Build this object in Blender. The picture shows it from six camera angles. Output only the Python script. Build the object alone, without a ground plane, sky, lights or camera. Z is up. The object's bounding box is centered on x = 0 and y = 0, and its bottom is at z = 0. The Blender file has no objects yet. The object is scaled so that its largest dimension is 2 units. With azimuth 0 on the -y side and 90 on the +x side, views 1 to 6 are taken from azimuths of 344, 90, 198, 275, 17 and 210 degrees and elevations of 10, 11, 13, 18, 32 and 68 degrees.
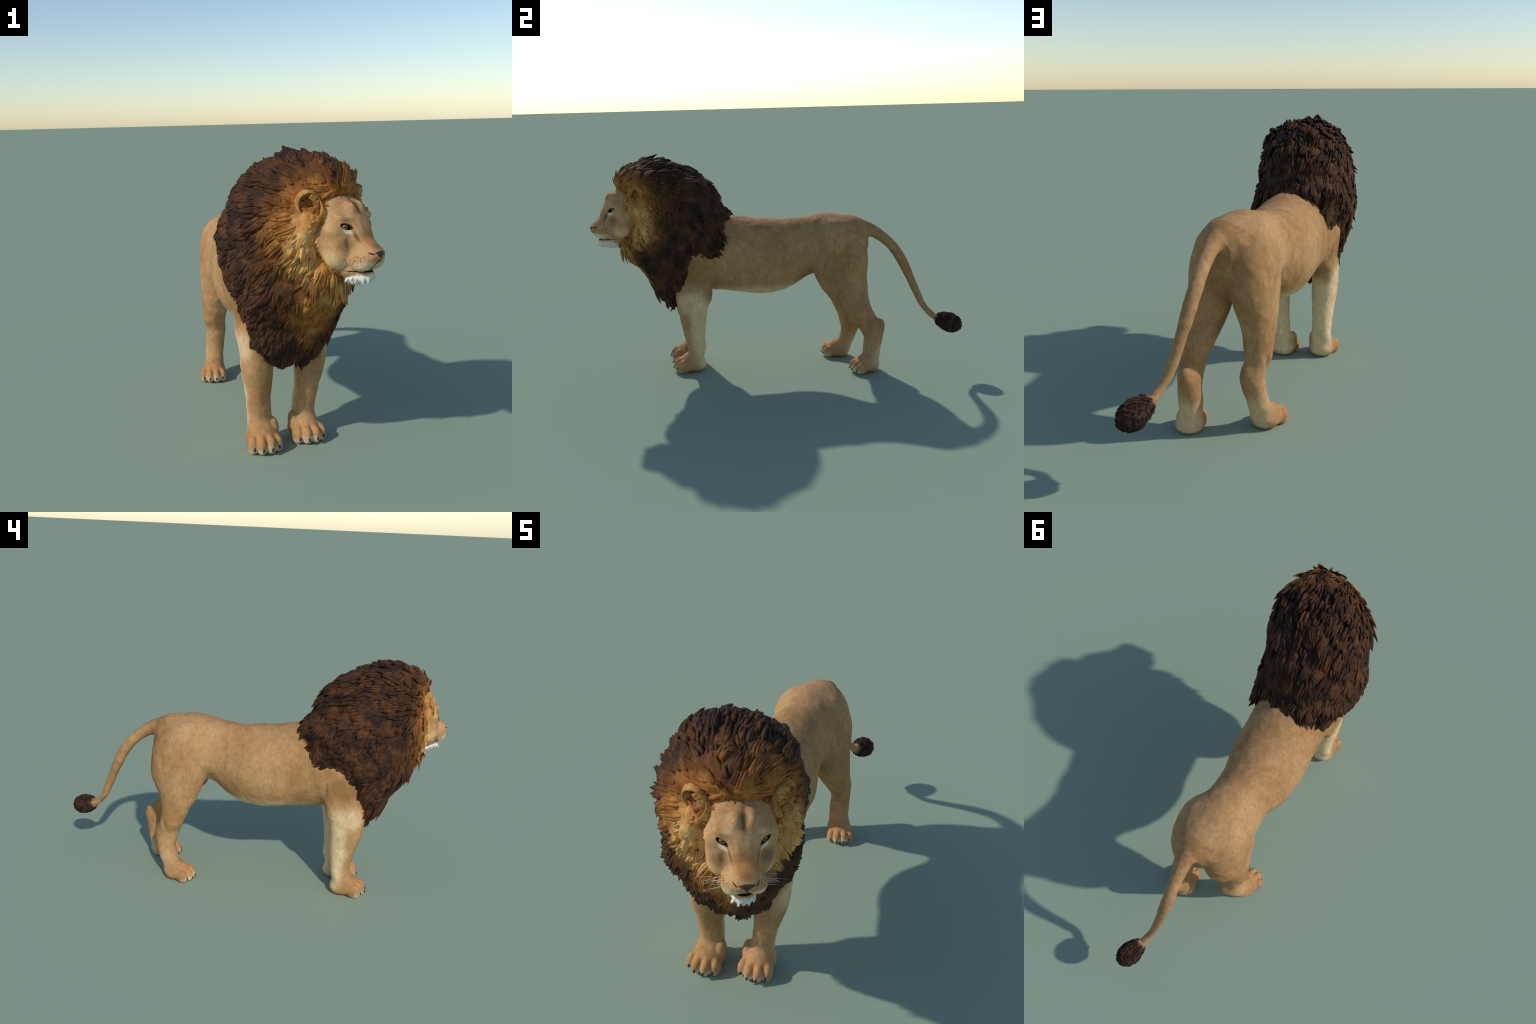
"""A standing male lion: implicit body (lofts + ellipsoids, meshed by surface nets),
a head in its own turned frame, and a mane of geometric locks."""
import bpy, math, random
import numpy as np
from mathutils import Matrix, Vector, noise as mnoise

RNG = np.random.default_rng(7)
random.seed(7)

# ------------------------------------------------------------------ implicit toolkit
def smin(a, b, k):
    h = np.clip(0.5 + 0.5 * (b - a) / k, 0, 1)
    return b + (a - b) * h - k * h * (1 - h)

def smax(a, b, k):
    return -smin(-a, -b, k)

def spline(keys, rows, n=240):
    """Monotone-ish cubic resampling of control rows over their keys."""
    x = np.asarray(keys, float); Y = np.asarray(rows, float)
    o = np.argsort(x); x = x[o]; Y = Y[o]
    d = np.diff(Y, axis=0) / np.diff(x)[:, None]
    m = np.zeros_like(Y)
    m[1:-1] = np.where(d[:-1] * d[1:] > 0, 2 * d[:-1] * d[1:] / (d[:-1] + d[1:] + 1e-12 * np.sign(d[:-1] + d[1:])), 0)
    m[0] = d[0]; m[-1] = d[-1]
    t = np.linspace(x[0], x[-1], n)
    i = np.clip(np.searchsorted(x, t) - 1, 0, len(x) - 2)
    h = (x[i + 1] - x[i])[:, None]; u = ((t - x[i])[:, None]) / h
    R = ((1 + 2 * u) * (1 - u) ** 2 * Y[i] + u * (1 - u) ** 2 * h * m[i]
         + u * u * (3 - 2 * u) * Y[i + 1] + u * u * (u - 1) * h * m[i + 1])
    return t, R

class Loft:
    """Stack of superellipses along one axis; rows = (c1, c2, h1, h2) across the other two axes."""
    def __init__(self, axis, keys, rows, power=2.2):
        self.axis = axis; self.other = [a for a in range(3) if a != axis]
        self.t, self.R = spline(keys, rows); self.p = power
    def __call__(self, P):
        w = P[:, self.axis]
        c = [np.interp(w, self.t, self.R[:, j]) for j in range(4)]
        a = P[:, self.other[0]] - c[0]; b = P[:, self.other[1]] - c[1]
        q = (np.abs(a / c[2]) ** self.p + np.abs(b / c[3]) ** self.p) ** (1 / self.p) + 1e-9
        r = np.hypot(a, b)
        d = np.where(r > 1e-6, r * (1 - 1 / q), -np.minimum(c[2], c[3]))
        e = np.maximum(self.t[0] - w, w - self.t[-1])
        return np.where(e > 0, np.hypot(np.maximum(d, 0), e), np.maximum(d, np.maximum(e, -0.05)) )

def rot(rx=0, ry=0, rz=0):
    return np.array((Matrix.Rotation(math.radians(rz), 3, 'Z') @ Matrix.Rotation(math.radians(ry), 3, 'Y')
                     @ Matrix.Rotation(math.radians(rx), 3, 'X')))

class Ell:
    def __init__(self, c, r, R=None):
        self.c = np.array(c, float); self.r = np.array(r, float); self.R = R
    def __call__(self, P):
        d = P - self.c
        if self.R is not None:
            d = d @ self.R
        q = np.sqrt(((d / self.r) ** 2).sum(1)) + 1e-9
        l = np.sqrt((d ** 2).sum(1))
        return np.where(l > 1e-6, l * (1 - 1 / q), -self.r.min())

class Tube:
    """Chain of round cones through points with radii, splined."""
    def __init__(self, pts, radii, n=28):
        s = np.r_[0, np.cumsum(np.linalg.norm(np.diff(np.array(pts), axis=0), axis=1))]
        t, R = spline(s, np.c_[np.array(pts), radii], n)
        self.p = R[:, :3]; self.r = R[:, 3]
    def __call__(self, P):
        best = np.full(len(P), 9.0)
        for i in range(len(self.p) - 1):
            a, b = self.p[i], self.p[i + 1]; ab = b - a
            u = np.clip((P - a) @ ab / (ab @ ab), 0, 1)
            d = np.linalg.norm(P - a - u[:, None] * ab, axis=1) - (self.r[i] + u * (self.r[i + 1] - self.r[i]))
            best = np.minimum(best, d)
        return best

def surface_nets(field, lo, hi, h):
    """Mesh the zero set of field with dual surface nets, then pull vertices onto it."""
    lo = np.array(lo, float); n = np.ceil((np.array(hi) - lo) / h).astype(int) + 1
    n = ((n + 3) // 4) * 4 + 1
    cs = 4
    ax = [lo[i] + h * np.arange(n[i]) for i in range(3)]
    cax = [a[::cs] for a in ax]
    G = np.stack(np.meshgrid(*cax, indexing='ij'), -1).reshape(-1, 3)
    C = field(G).reshape([len(a) for a in cax])
    F = np.ones(n, np.float32)
    near = np.abs(C) < h * cs * 2.2
    F[:] = np.repeat(np.repeat(np.repeat(np.sign(C), cs, 0), cs, 1), cs, 2)[:n[0], :n[1], :n[2]]
    m = near.copy()
    for a in range(3):
        m2 = m.copy()
        s1 = [slice(None)] * 3; s2 = [slice(None)] * 3
        s1[a] = slice(1, None); s2[a] = slice(None, -1)
        m2[tuple(s2)] |= m[tuple(s1)]; m2[tuple(s1)] |= m[tuple(s2)]
        m = m2
    M = np.repeat(np.repeat(np.repeat(m, cs, 0), cs, 1), cs, 2)[:n[0], :n[1], :n[2]]
    idx = np.argwhere(M)
    F[M] = field(lo + idx * h)
    S = F < 0
    cs8 = [S[i:n[0] - 1 + i, j:n[1] - 1 + j, k:n[2] - 1 + k] for i in (0, 1) for j in (0, 1) for k in (0, 1)]
    cnt = sum(c.astype(np.int8) for c in cs8)
    act = (cnt > 0) & (cnt < 8)
    cell = np.argwhere(act)
    ids = np.full(act.shape, -1, np.int64); ids[act] = np.arange(len(cell))
    acc = np.zeros((len(cell), 3)); num = np.zeros(len(cell))
    for a in range(3):
        o = [b for b in range(3) if b != a]
        for u in (0, 1):
            for v in (0, 1):
                p0 = np.zeros(3, int); p0[o[0]] = u; p0[o[1]] = v
                p1 = p0.copy(); p1[a] = 1
                c0 = cell + p0; c1 = cell + p1
                f0 = F[c0[:, 0], c0[:, 1], c0[:, 2]]; f1 = F[c1[:, 0], c1[:, 1], c1[:, 2]]
                x = (f0 < 0) != (f1 < 0)
                t = np.where(x, f0 / np.where(x, f0 - f1, 1), 0)
                pt = p0 + t[:, None] * (p1 - p0)
                acc[x] += pt[x]; num[x] += 1
    V = lo + (cell + acc / num[:, None]) * h
    quads = []
    for a in range(3):
        o = [(a + 1) % 3, (a + 2) % 3]
        sl0 = [slice(1, -1)] * 3; sl1 = [slice(1, -1)] * 3
        sl0[a] = slice(0, n[a] - 1); sl1[a] = slice(1, n[a])
        s0 = S[tuple(sl0)]; s1 = S[tuple(sl1)]
        e = np.argwhere(s0 != s1); flip = s0[e[:, 0], e[:, 1], e[:, 2]]
        b = e.copy(); b[:, o[0]] += 1; b[:, o[1]] += 1
        def cid(du, dv):
            c = b.copy(); c[:, o[0]] -= du; c[:, o[1]] -= dv
            return ids[c[:, 0], c[:, 1], c[:, 2]]
        q = np.stack([cid(1, 1), cid(0, 1), cid(0, 0), cid(1, 0)], 1)
        q[~flip] = q[~flip][:, ::-1]
        quads.append(q)
    Q = np.concatenate(quads)
    for _ in range(2):
        g = gradient(field, V, h * 0.35)
        step = np.clip(field(V), -h, h)
        V = V - g * step[:, None] * 0.9
    return V, Q

def gradient(field, V, e=0.002):
    g = np.stack([field(V + e * np.eye(3)[i]) - field(V - e * np.eye(3)[i]) for i in range(3)], 1)
    return g / (np.linalg.norm(g, axis=1, keepdims=True) + 1e-9)

def mesh_object(name, V, Q, mat, normals=None, parent=None):
    me = bpy.data.meshes.new(name)
    me.from_pydata([tuple(v) for v in V], [], [tuple(q) for q in Q])
    me.polygons.foreach_set('use_smooth', [True] * len(me.polygons))
    me.materials.append(mat)
    ob = bpy.data.objects.new(name, me)
    bpy.context.collection.objects.link(ob)
    if normals is not None:
        me.normals_split_custom_set_from_vertices([tuple(v) for v in normals])
    if parent:
        ob.parent = parent
    return ob

# ------------------------------------------------------------------ material toolkit
class Mat:
    def __init__(self, name, rough=0.85, coords='Object', spec=0.15):
        self.m = bpy.data.materials.new(name); self.m.use_nodes = True
        self.t = self.m.node_tree; self.b = self.t.nodes['Principled BSDF']
        self.b.inputs['Roughness'].default_value = rough
        self.b.inputs['Specular IOR Level'].default_value = spec
        if coords == 'Position':
            self.co = self.t.nodes.new('ShaderNodeNewGeometry').outputs['Position']
        else:
            self.co = self.t.nodes.new('ShaderNodeTexCoord').outputs[coords]
    def node(self, kind, **kw):
        n = self.t.nodes.new(kind)
        for k, v in kw.items():
            setattr(n, k, v)
        return n
    def put(self, sock, v):
        if isinstance(v, (int, float)):
            sock.default_value = v
        elif isinstance(v, (tuple, list)):
            sock.default_value = v[:len(sock.default_value)]
        else:
            self.t.links.new(v, sock)
    def math(self, op, a, b=0.0, clamp=False):
        n = self.node('ShaderNodeMath', operation=op, use_clamp=clamp)
        self.put(n.inputs[0], a); self.put(n.inputs[1], b)
        return n.outputs[0]
    def vec(self, op, a, b=(0, 0, 0)):
        n = self.node('ShaderNodeVectorMath', operation=op)
        self.put(n.inputs[0], a); self.put(n.inputs[1], b)
        return n.outputs['Value'] if op in ('LENGTH', 'DOT_PRODUCT', 'DISTANCE') else n.outputs[0]
    def noise(self, scale, detail=3, rough=0.55, stretch=None, rotation=None, distort=0.0):
        co = self.co
        if stretch or rotation:
            mp = self.node('ShaderNodeMapping')
            self.put(mp.inputs['Vector'], co)
            mp.inputs['Scale'].default_value = stretch or (1, 1, 1)
            mp.inputs['Rotation'].default_value = [math.radians(a) for a in (rotation or (0, 0, 0))]
            co = mp.outputs[0]
        n = self.node('ShaderNodeTexNoise')
        self.put(n.inputs['Vector'], co)
        n.inputs['Scale'].default_value = scale; n.inputs['Detail'].default_value = detail
        n.inputs['Roughness'].default_value = rough; n.inputs['Distortion'].default_value = distort
        return n.outputs['Fac']
    def ramp(self, f, a, b):
        """smooth 0..1 as f goes a..b"""
        n = self.node('ShaderNodeMapRange', interpolation_type='SMOOTHSTEP')
        self.put(n.inputs['Value'], f)
        n.inputs['From Min'].default_value = min(a, b); n.inputs['From Max'].default_value = max(a, b)
        if b < a:
            n.inputs['To Min'].default_value = 1; n.inputs['To Max'].default_value = 0
        return n.outputs[0]
    def axis(self, i):
        if not hasattr(self, 'sep'):
            self.sep = self.node('ShaderNodeSeparateXYZ'); self.put(self.sep.inputs[0], self.co)
        return self.sep.outputs[i]
    def blob(self, c, r, inner=0.6, outer=1.0, wob=0.0, wscale=12, mirror=False, rotation=None):
        """soft ellipsoid mask: 1 inside, 0 outside, edge stirred by noise"""
        co = self.co
        if mirror:
            co = self.vec('ABSOLUTE', co)
            n = self.node('ShaderNodeCombineXYZ')
            s = self.node('ShaderNodeSeparateXYZ'); self.put(s.inputs[0], co)
            self.put(n.inputs[0], s.outputs[0]); self.put(n.inputs[1], self.axis(1)); self.put(n.inputs[2], self.axis(2))
            co = n.outputs[0]
        mp = self.node('ShaderNodeMapping', vector_type='TEXTURE')
        self.put(mp.inputs['Vector'], co)
        mp.inputs['Location'].default_value = c; mp.inputs['Scale'].default_value = r
        if rotation:
            mp.inputs['Rotation'].default_value = [math.radians(a) for a in rotation]
        l = self.vec('LENGTH', mp.outputs[0])
        if wob:
            l = self.math('ADD', l, self.math('MULTIPLY', self.math('SUBTRACT', self.noise(wscale, 3), 0.5), wob * 2))
        return self.ramp(l, outer, inner)
    def mix(self, f, a, b, mode='MIX'):
        n = self.node('ShaderNodeMix', data_type='RGBA', blend_type=mode)
        self.put(n.inputs['Factor'], f)
        self.put(n.inputs[6], a); self.put(n.inputs[7], b)
        return n.outputs[2]
    def mul(self, a, b):
        return self.math('MULTIPLY', a, b)
    def vary(self, col, f, lo, hi):
        """multiply colour by lo..hi as f goes about .3...7"""
        n = self.node('ShaderNodeMapRange')
        self.put(n.inputs['Value'], f)
        n.inputs['From Min'].default_value = 0.3; n.inputs['From Max'].default_value = 0.7
        n.inputs['To Min'].default_value = lo; n.inputs['To Max'].default_value = hi
        s = self.node('ShaderNodeVectorMath', operation='SCALE')
        self.put(s.inputs[0], col); self.put(s.inputs['Scale'], n.outputs[0])
        return s.outputs[0]
    def bump(self, f, strength, dist=0.004):
        n = self.node('ShaderNodeBump')
        n.inputs['Strength'].default_value = strength; n.inputs['Distance'].default_value = dist
        self.put(n.inputs['Height'], f)
        self.t.links.new(n.outputs[0], self.b.inputs['Normal'])
    def out(self, col):
        self.put(self.b.inputs['Base Color'], col)
        return self.m

def rgb(r, g, b):
    f = lambda c: (c / 255 / 12.92) if c / 255 <= 0.04045 else ((c / 255 + 0.055) / 1.055) ** 2.4
    return (f(r), f(g), f(b), 1)

# ------------------------------------------------------------------ body shape
# torso sections along y: cx, zbottom, ztop, half width
T = [(-0.64, -0.01, 0.55, 0.80, 0.10), (-0.54, -0.01, 0.47, 0.87, 0.142), (-0.45, -0.01, 0.450, 0.88, 0.160),
     (-0.36, -0.01, 0.444, 0.875, 0.168), (-0.25, -0.008, 0.433, 0.863, 0.172), (-0.09, -0.008, 0.414, 0.843, 0.173),
     (0.01, -0.010, 0.428, 0.834, 0.157), (0.08, -0.004, 0.458, 0.838, 0.140), (0.17, 0.012, 0.516, 0.850, 0.122),
     (0.29, 0.022, 0.56, 0.866, 0.130), (0.40, 0.032, 0.58, 0.852, 0.122), (0.46, 0.04, 0.62, 0.825, 0.10),
     (0.495, 0.045, 0.66, 0.79, 0.06)]
torso = Loft(1, [t[0] for t in T], [(t[1], (t[2] + t[3]) / 2, t[4], (t[3] - t[2]) / 2) for t in T], 2.1)

# legs: z, cx, cy, hx, hy
LEGS = {
 'fl': [(0.66, 0.115, -0.47, 0.045, 0.08), (0.55, 0.117, -0.472, 0.060, 0.095), (0.46, 0.120, -0.475, 0.068, 0.096),
        (0.37, 0.116, -0.478, 0.070, 0.082), (0.27, 0.108, -0.478, 0.060, 0.067), (0.18, 0.093, -0.473, 0.050, 0.055),
        (0.13, 0.088, -0.468, 0.049, 0.051), (0.09, 0.085, -0.473, 0.052, 0.045), (0.05, 0.085, -0.48, 0.052, 0.045)],
 'fr': [(0.66, -0.11, -0.50, 0.045, 0.08), (0.56, -0.116, -0.508, 0.058, 0.092), (0.48, -0.126, -0.515, 0.066, 0.096),
        (0.42, -0.124, -0.52, 0.067, 0.092), (0.34, -0.122, -0.523, 0.066, 0.081), (0.25, -0.116, -0.515, 0.058, 0.066),
        (0.18, -0.113, -0.507, 0.052, 0.054), (0.13, -0.110, -0.506, 0.052, 0.049), (0.09, -0.110, -0.512, 0.054, 0.047),
        (0.05, -0.110, -0.52, 0.054, 0.045)],
 'hl': [(0.76, 0.09, 0.34, 0.075, 0.12), (0.68, 0.105, 0.337, 0.093, 0.148), (0.58, 0.117, 0.337, 0.086, 0.145),
        (0.48, 0.131, 0.357, 0.076, 0.132), (0.40, 0.143, 0.390, 0.066, 0.103), (0.34, 0.155, 0.425, 0.057, 0.086),
        (0.28, 0.163, 0.467, 0.049, 0.078), (0.24, 0.158, 0.503, 0.046, 0.068), (0.18, 0.157, 0.517, 0.046, 0.051),
        (0.12, 0.160, 0.508, 0.046, 0.048), (0.07, 0.165, 0.502, 0.049, 0.046), (0.04, 0.167, 0.498, 0.050, 0.045)],
 'hr': [(0.76, -0.045, 0.34, 0.070, 0.12), (0.68, -0.064, 0.340, 0.078, 0.148), (0.58, -0.070, 0.345, 0.082, 0.144),
        (0.50, -0.069, 0.348, 0.080, 0.120), (0.44, -0.073, 0.350, 0.073, 0.096), (0.38, -0.080, 0.362, 0.064, 0.073),
        (0.30, -0.082, 0.383, 0.055, 0.060), (0.24, -0.070, 0.405, 0.048, 0.058), (0.18, -0.076, 0.411, 0.046, 0.050),
        (0.12, -0.086, 0.397, 0.045, 0.048), (0.07, -0.092, 0.375, 0.048, 0.048), (0.04, -0.095, 0.368, 0.049, 0.047)],
}
NUDGE = {'fl': 0.007, 'fr': 0.002, 'hl': 0.0, 'hr': 0.003}
legs = {k: Loft(2, [r[0] for r in v], [(r[1] + NUDGE[k], r[2], r[3] - (0.003 if k[0] == 'f' else 0.0), r[4]) for r in v], 2.15) for k, v in LEGS.items()}

# paws: ankle-pad centre, yaw of the pointing direction (degrees from -y toward +x), scale
PAWS = {'fl': ((0.089, -0.505), 2, 1.06, 1), 'fr': ((-0.108, -0.545), -3, 1.06, -1),
        'hl': ((0.180, 0.470), 16, 0.96, 1), 'hr': ((-0.104, 0.335), -14, 0.96, -1)}
TOES = [(-0.0455, 0.038, 0.031), (-0.0165, 0.056, 0.035), (0.0165, 0.056, 0.035), (0.0455, 0.038, 0.031)]

def paw_frame(k):
    (x, y), yaw, s, side = PAWS[k]
    a = math.radians(yaw)
    f = np.array([math.sin(a), -math.cos(a), 0]); l = np.array([math.cos(a), math.sin(a), 0])
    return np.array([x, y, 0.0]), l, f, s, side

class Paw:
    def __init__(self, k):
        self.k = k
        self.o, self.l, self.f, self.s, self.side = paw_frame(k)
        self.R = np.stack([self.l, self.f, [0, 0, 1]], 1)
        self.pad = Ell((0, -0.008, 0.034), (0.062, 0.068, 0.040))
        self.instep = Ell((0, 0.006, 0.062), (0.048, 0.055, 0.034), rot(-24))
        self.heel = Ell((0, -0.032, 0.032), (0.054, 0.042, 0.036))
        self.dew = Ell((-self.side * 0.048, -0.010, 0.070), (0.018, 0.026, 0.040), rot(12)) if k[0] == 'f' else None
        self.toes = [Ell((a, b, c - 0.004), (0.0215, 0.034, 0.037), rot(-18, 0, -10 * a / 0.05)) for a, b, c in TOES]
    def __call__(self, P):
        q = ((P - self.o) @ self.R) / self.s
        d = smin(smin(self.pad(q), self.heel(q), 0.02), self.instep(q), 0.025)
        t = self.toes[0](q)
        for e in self.toes[1:]:
            t = smin(t, e(q), 0.006)
        d = smin(d, t, 0.010)
        if self.dew:
            d = smin(d, self.dew(q), 0.014)
        d = smax(d, -q[:, 2] + 0.001, 0.006)
        return d * self.s
paws = {k: Paw(k) for k in PAWS}

# tail spine
tail = Tube([(0.035, 0.42, 0.788), (0.046, 0.485, 0.780), (0.048, 0.544, 0.754), (0.051, 0.598, 0.715), (0.053, 0.646, 0.665),
             (0.067, 0.703, 0.565), (0.088, 0.753, 0.450), (0.112, 0.803, 0.344), (0.144, 0.862, 0.287), (0.160, 0.90, 0.275)],
            [0.050, 0.041, 0.033, 0.029, 0.028, 0.026, 0.020, 0.016, 0.016, 0.014])

MUSCLES = [  # centre, radii, rotation, blend
 ((0.133, -0.44, 0.66), (0.055, 0.11, 0.14), rot(12), 0.05), ((-0.148, -0.47, 0.65), (0.052, 0.11, 0.14), rot(12), 0.05),
 ((0.122, -0.415, 0.455), (0.048, 0.045, 0.07), None, 0.03), ((-0.135, -0.455, 0.47), (0.048, 0.045, 0.07), None, 0.03),
 ((0.108, 0.32, 0.70), (0.078, 0.11, 0.13), rot(20), 0.04), ((-0.060, 0.33, 0.70), (0.076, 0.11, 0.13), rot(20), 0.04),
 ((0.110, 0.41, 0.60), (0.070, 0.078, 0.14), None, 0.03), ((-0.050, 0.41, 0.60), (0.068, 0.078, 0.13), None, 0.03),
 ((0.035, 0.425, 0.67), (0.06, 0.062, 0.10), None, 0.03), ((0.075, 0.41, 0.53), (0.045, 0.06, 0.07), None, 0.03),
 ((-0.086, 0.190, 0.68), (0.044, 0.070, 0.07), None, 0.05),
 ((0.158, 0.548, 0.246), (0.018, 0.022, 0.040), rot(-25), 0.035), ((-0.055, 0.440, 0.224), (0.018, 0.022, 0.046), rot(-14), 0.035),
]
CREASES = [  # flank folds and the hollows in front of the Achilles tendons
 ((0.168, 0.182, 0.62), (0.016, 0.012, 0.10), rot(8), 0.03),
 ((0.220, 0.505, 0.31), (0.014, 0.010, 0.06), rot(-28), 0.02), ((0.103, 0.505, 0.31), (0.014, 0.010, 0.06), rot(-28), 0.02),
 ((-0.138, 0.410, 0.28), (0.014, 0.010, 0.06), rot(-20), 0.02), ((-0.014, 0.410, 0.29), (0.014, 0.010, 0.06), rot(-20), 0.02),
 ((0.205, -0.366, 0.52), (0.03, 0.010, 0.08), None, 0.04), ((-0.210, -0.402, 0.53), (0.03, 0.010, 0.08), None, 0.04),
]
creases = [(Ell(c, r, R), k) for c, r, R, k in CREASES]
muscles = [(Ell(c, r, R), k) for c, r, R, k in MUSCLES]

def body(P):
    d = torso(P)
    for k in ('fl', 'fr'):
        d = smin(d, legs[k](P), 0.035)
    for k in ('hl', 'hr'):
        d = smin(d, legs[k](P), 0.03)
    for e, k in muscles:
        d = smin(d, e(P), k)
    for e, k in creases:
        d = smax(d, -e(P), k)
    d = smin(d, tail(P), 0.03)
    for k in paws:
        d = smin(d, paws[k](P), 0.016)
    return smax(d, 0.0015 - P[:, 2], 0.003)

# ------------------------------------------------------------------ head shape, in (s left, t forward, z) about the mid-eye point
EYE_MID = np.array([0.145, -0.896, 0.936]); YAW = 27.0
_a = math.radians(YAW)
HL = np.array([math.cos(_a), math.sin(_a), 0]); HF = np.array([math.sin(_a), -math.cos(_a), 0])
HR = np.stack([HL, HF, [0, 0, 1]], 1)
def to_head(P):
    return (P - EYE_MID) @ HR
def from_head(q):
    return EYE_MID + np.asarray(q) @ HR.T

profile = Loft(1, [-0.16, -0.10, -0.05, -0.02, 0.005, 0.025, 0.040, 0.060, 0.085, 0.100, 0.109],
   # cx, cz, half width, half height of skull-to-snout upper head
   [(0, 0.0, 0.112, 0.11), (0, -0.005, 0.113, 0.120), (0, -0.012, 0.103, 0.110), (0, -0.024, 0.090, 0.101),
    (0, -0.035, 0.070, 0.090), (0, -0.052, 0.055, 0.086), (0, -0.071, 0.049, 0.076), (0, -0.094, 0.045, 0.052),
    (0, -0.098, 0.040, 0.034), (0, -0.097, 0.034, 0.022), (0, -0.097, 0.022, 0.012)], 2.3)
def pair(c, r, R=None):
    m = None
    if R is not None:
        S = np.diag([-1, 1, 1]); m = S @ R @ S
    return [Ell(c, r, R), Ell((-c[0], c[1], c[2]), r, m)]
H_ADD = [(e, k) for lst, k in [
   (pair((0.036, 0.050, -0.121), (0.034, 0.040, 0.034)), 0.014),          # whisker pads
   (pair((0.060, -0.040, -0.085), (0.046, 0.055, 0.070)), 0.030),         # cheeks
   (pair((0.080, -0.040, -0.012), (0.030, 0.040, 0.030)), 0.02),          # cheekbones
   (pair((0.056, -0.006, 0.024), (0.030, 0.018, 0.012), rot(0, -16)), 0.026),  # brows
   (pair((0.023, -0.014, 0.052), (0.020, 0.028, 0.030)), 0.02),           # forehead ridges
   ([Ell((0, -0.02, -0.152), (0.055, 0.072, 0.040))], 0.012),             # lower jaw
   ([Ell((0, 0.037, -0.170), (0.035, 0.036, 0.022))], 0.010),             # chin
  ] for e in lst]
EYE_S, EYE_T, EYE_Z, EYE_TILT = 0.060, -0.002, -0.002, -22
H_SUB = [(e, k) for lst, k in [
   (pair((EYE_S, EYE_T + 0.004, EYE_Z), (0.0170, 0.040, 0.0086), rot(0, EYE_TILT, -28)), 0.003),   # almond between the lids
   (pair((0.059, 0.050, -0.048), (0.014, 0.032, 0.036)), 0.026),           # hollow beside the bridge
   ([Ell((0, 0.050, -0.1565), (0.066, 0.052, 0.0006))], 0.002),           # mouth slit
   ([Ell((0, 0.105, -0.135), (0.0018, 0.02, 0.02))], 0.005),              # philtrum
  ] for e in lst]
def head_local(q):
    d = profile(q)
    for e, k in H_ADD:
        d = smin(d, e(q), k)
    for e, k in H_SUB:
        d = smax(d, -e(q), k)
    return d
def head(P):
    return head_local(to_head(P))

# ------------------------------------------------------------------ mane shape
M = [(1.170, 0.005, -0.685, 0.05, 0.06), (1.148, 0.006, -0.678, 0.102, 0.125), (1.11, 0.006, -0.655, 0.150, 0.184),
     (1.05, 0.003, -0.612, 0.190, 0.224), (0.98, -0.004, -0.590, 0.213, 0.250), (0.92, -0.010, -0.565, 0.226, 0.255),
     (0.865, -0.015, -0.54, 0.232, 0.272), (0.80, -0.015, -0.555, 0.235, 0.265), (0.745, -0.012, -0.57, 0.232, 0.250),
     (0.70, -0.008, -0.588, 0.225, 0.238), (0.66, -0.004, -0.60, 0.216, 0.222), (0.60, 0.0, -0.620, 0.198, 0.158),
     (0.54, 0.0, -0.622, 0.178, 0.110), (0.46, 0.0, -0.620, 0.145, 0.079), (0.40, 0.0, -0.608, 0.108, 0.040),
     (0.370, 0.0, -0.61, 0.06, 0.03)]
mane_loft = Loft(2, [m[0] for m in M], [m[1:] for m in M], 2.1)
ruff_parts = [Ell((-0.006, -0.245, -0.03), (0.228, 0.148, 0.24)),
              Ell((0, -0.150, 0.132), (0.118, 0.112, 0.080)),
              Ell((0.085, -0.205, 0.120), (0.095, 0.090, 0.075)),
              Ell((0, -0.14, -0.19), (0.12, 0.090, 0.10)),
              *pair((0.140, -0.165, -0.07), (0.055, 0.062, 0.105)), *pair((0.122, -0.085, 0.025), (0.026, 0.032, 0.028))]
capes = [Ell((0.156, -0.43, 0.768), (0.044, 0.125, 0.125)), Ell((-0.162, -0.44, 0.782), (0.040, 0.120, 0.120)),
         Ell((0.150, -0.56, 0.70), (0.085, 0.085, 0.20)), Ell((-0.158, -0.58, 0.78), (0.084, 0.085, 0.14))]
def mane(P):
    L = P.copy()
    L[:, 0] += 0.05 * (P[:, 1] + 0.60) * np.clip((P[:, 2] - 0.55) / 0.3, 0, 1)     # leans round with the turned head
    d = mane_loft(L)
    q = to_head(P)
    for e in ruff_parts:
        d = smin(d, e(q), 0.05)
    for e in capes:
        d = smin(d, e(P), 0.03)
    return d

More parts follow.
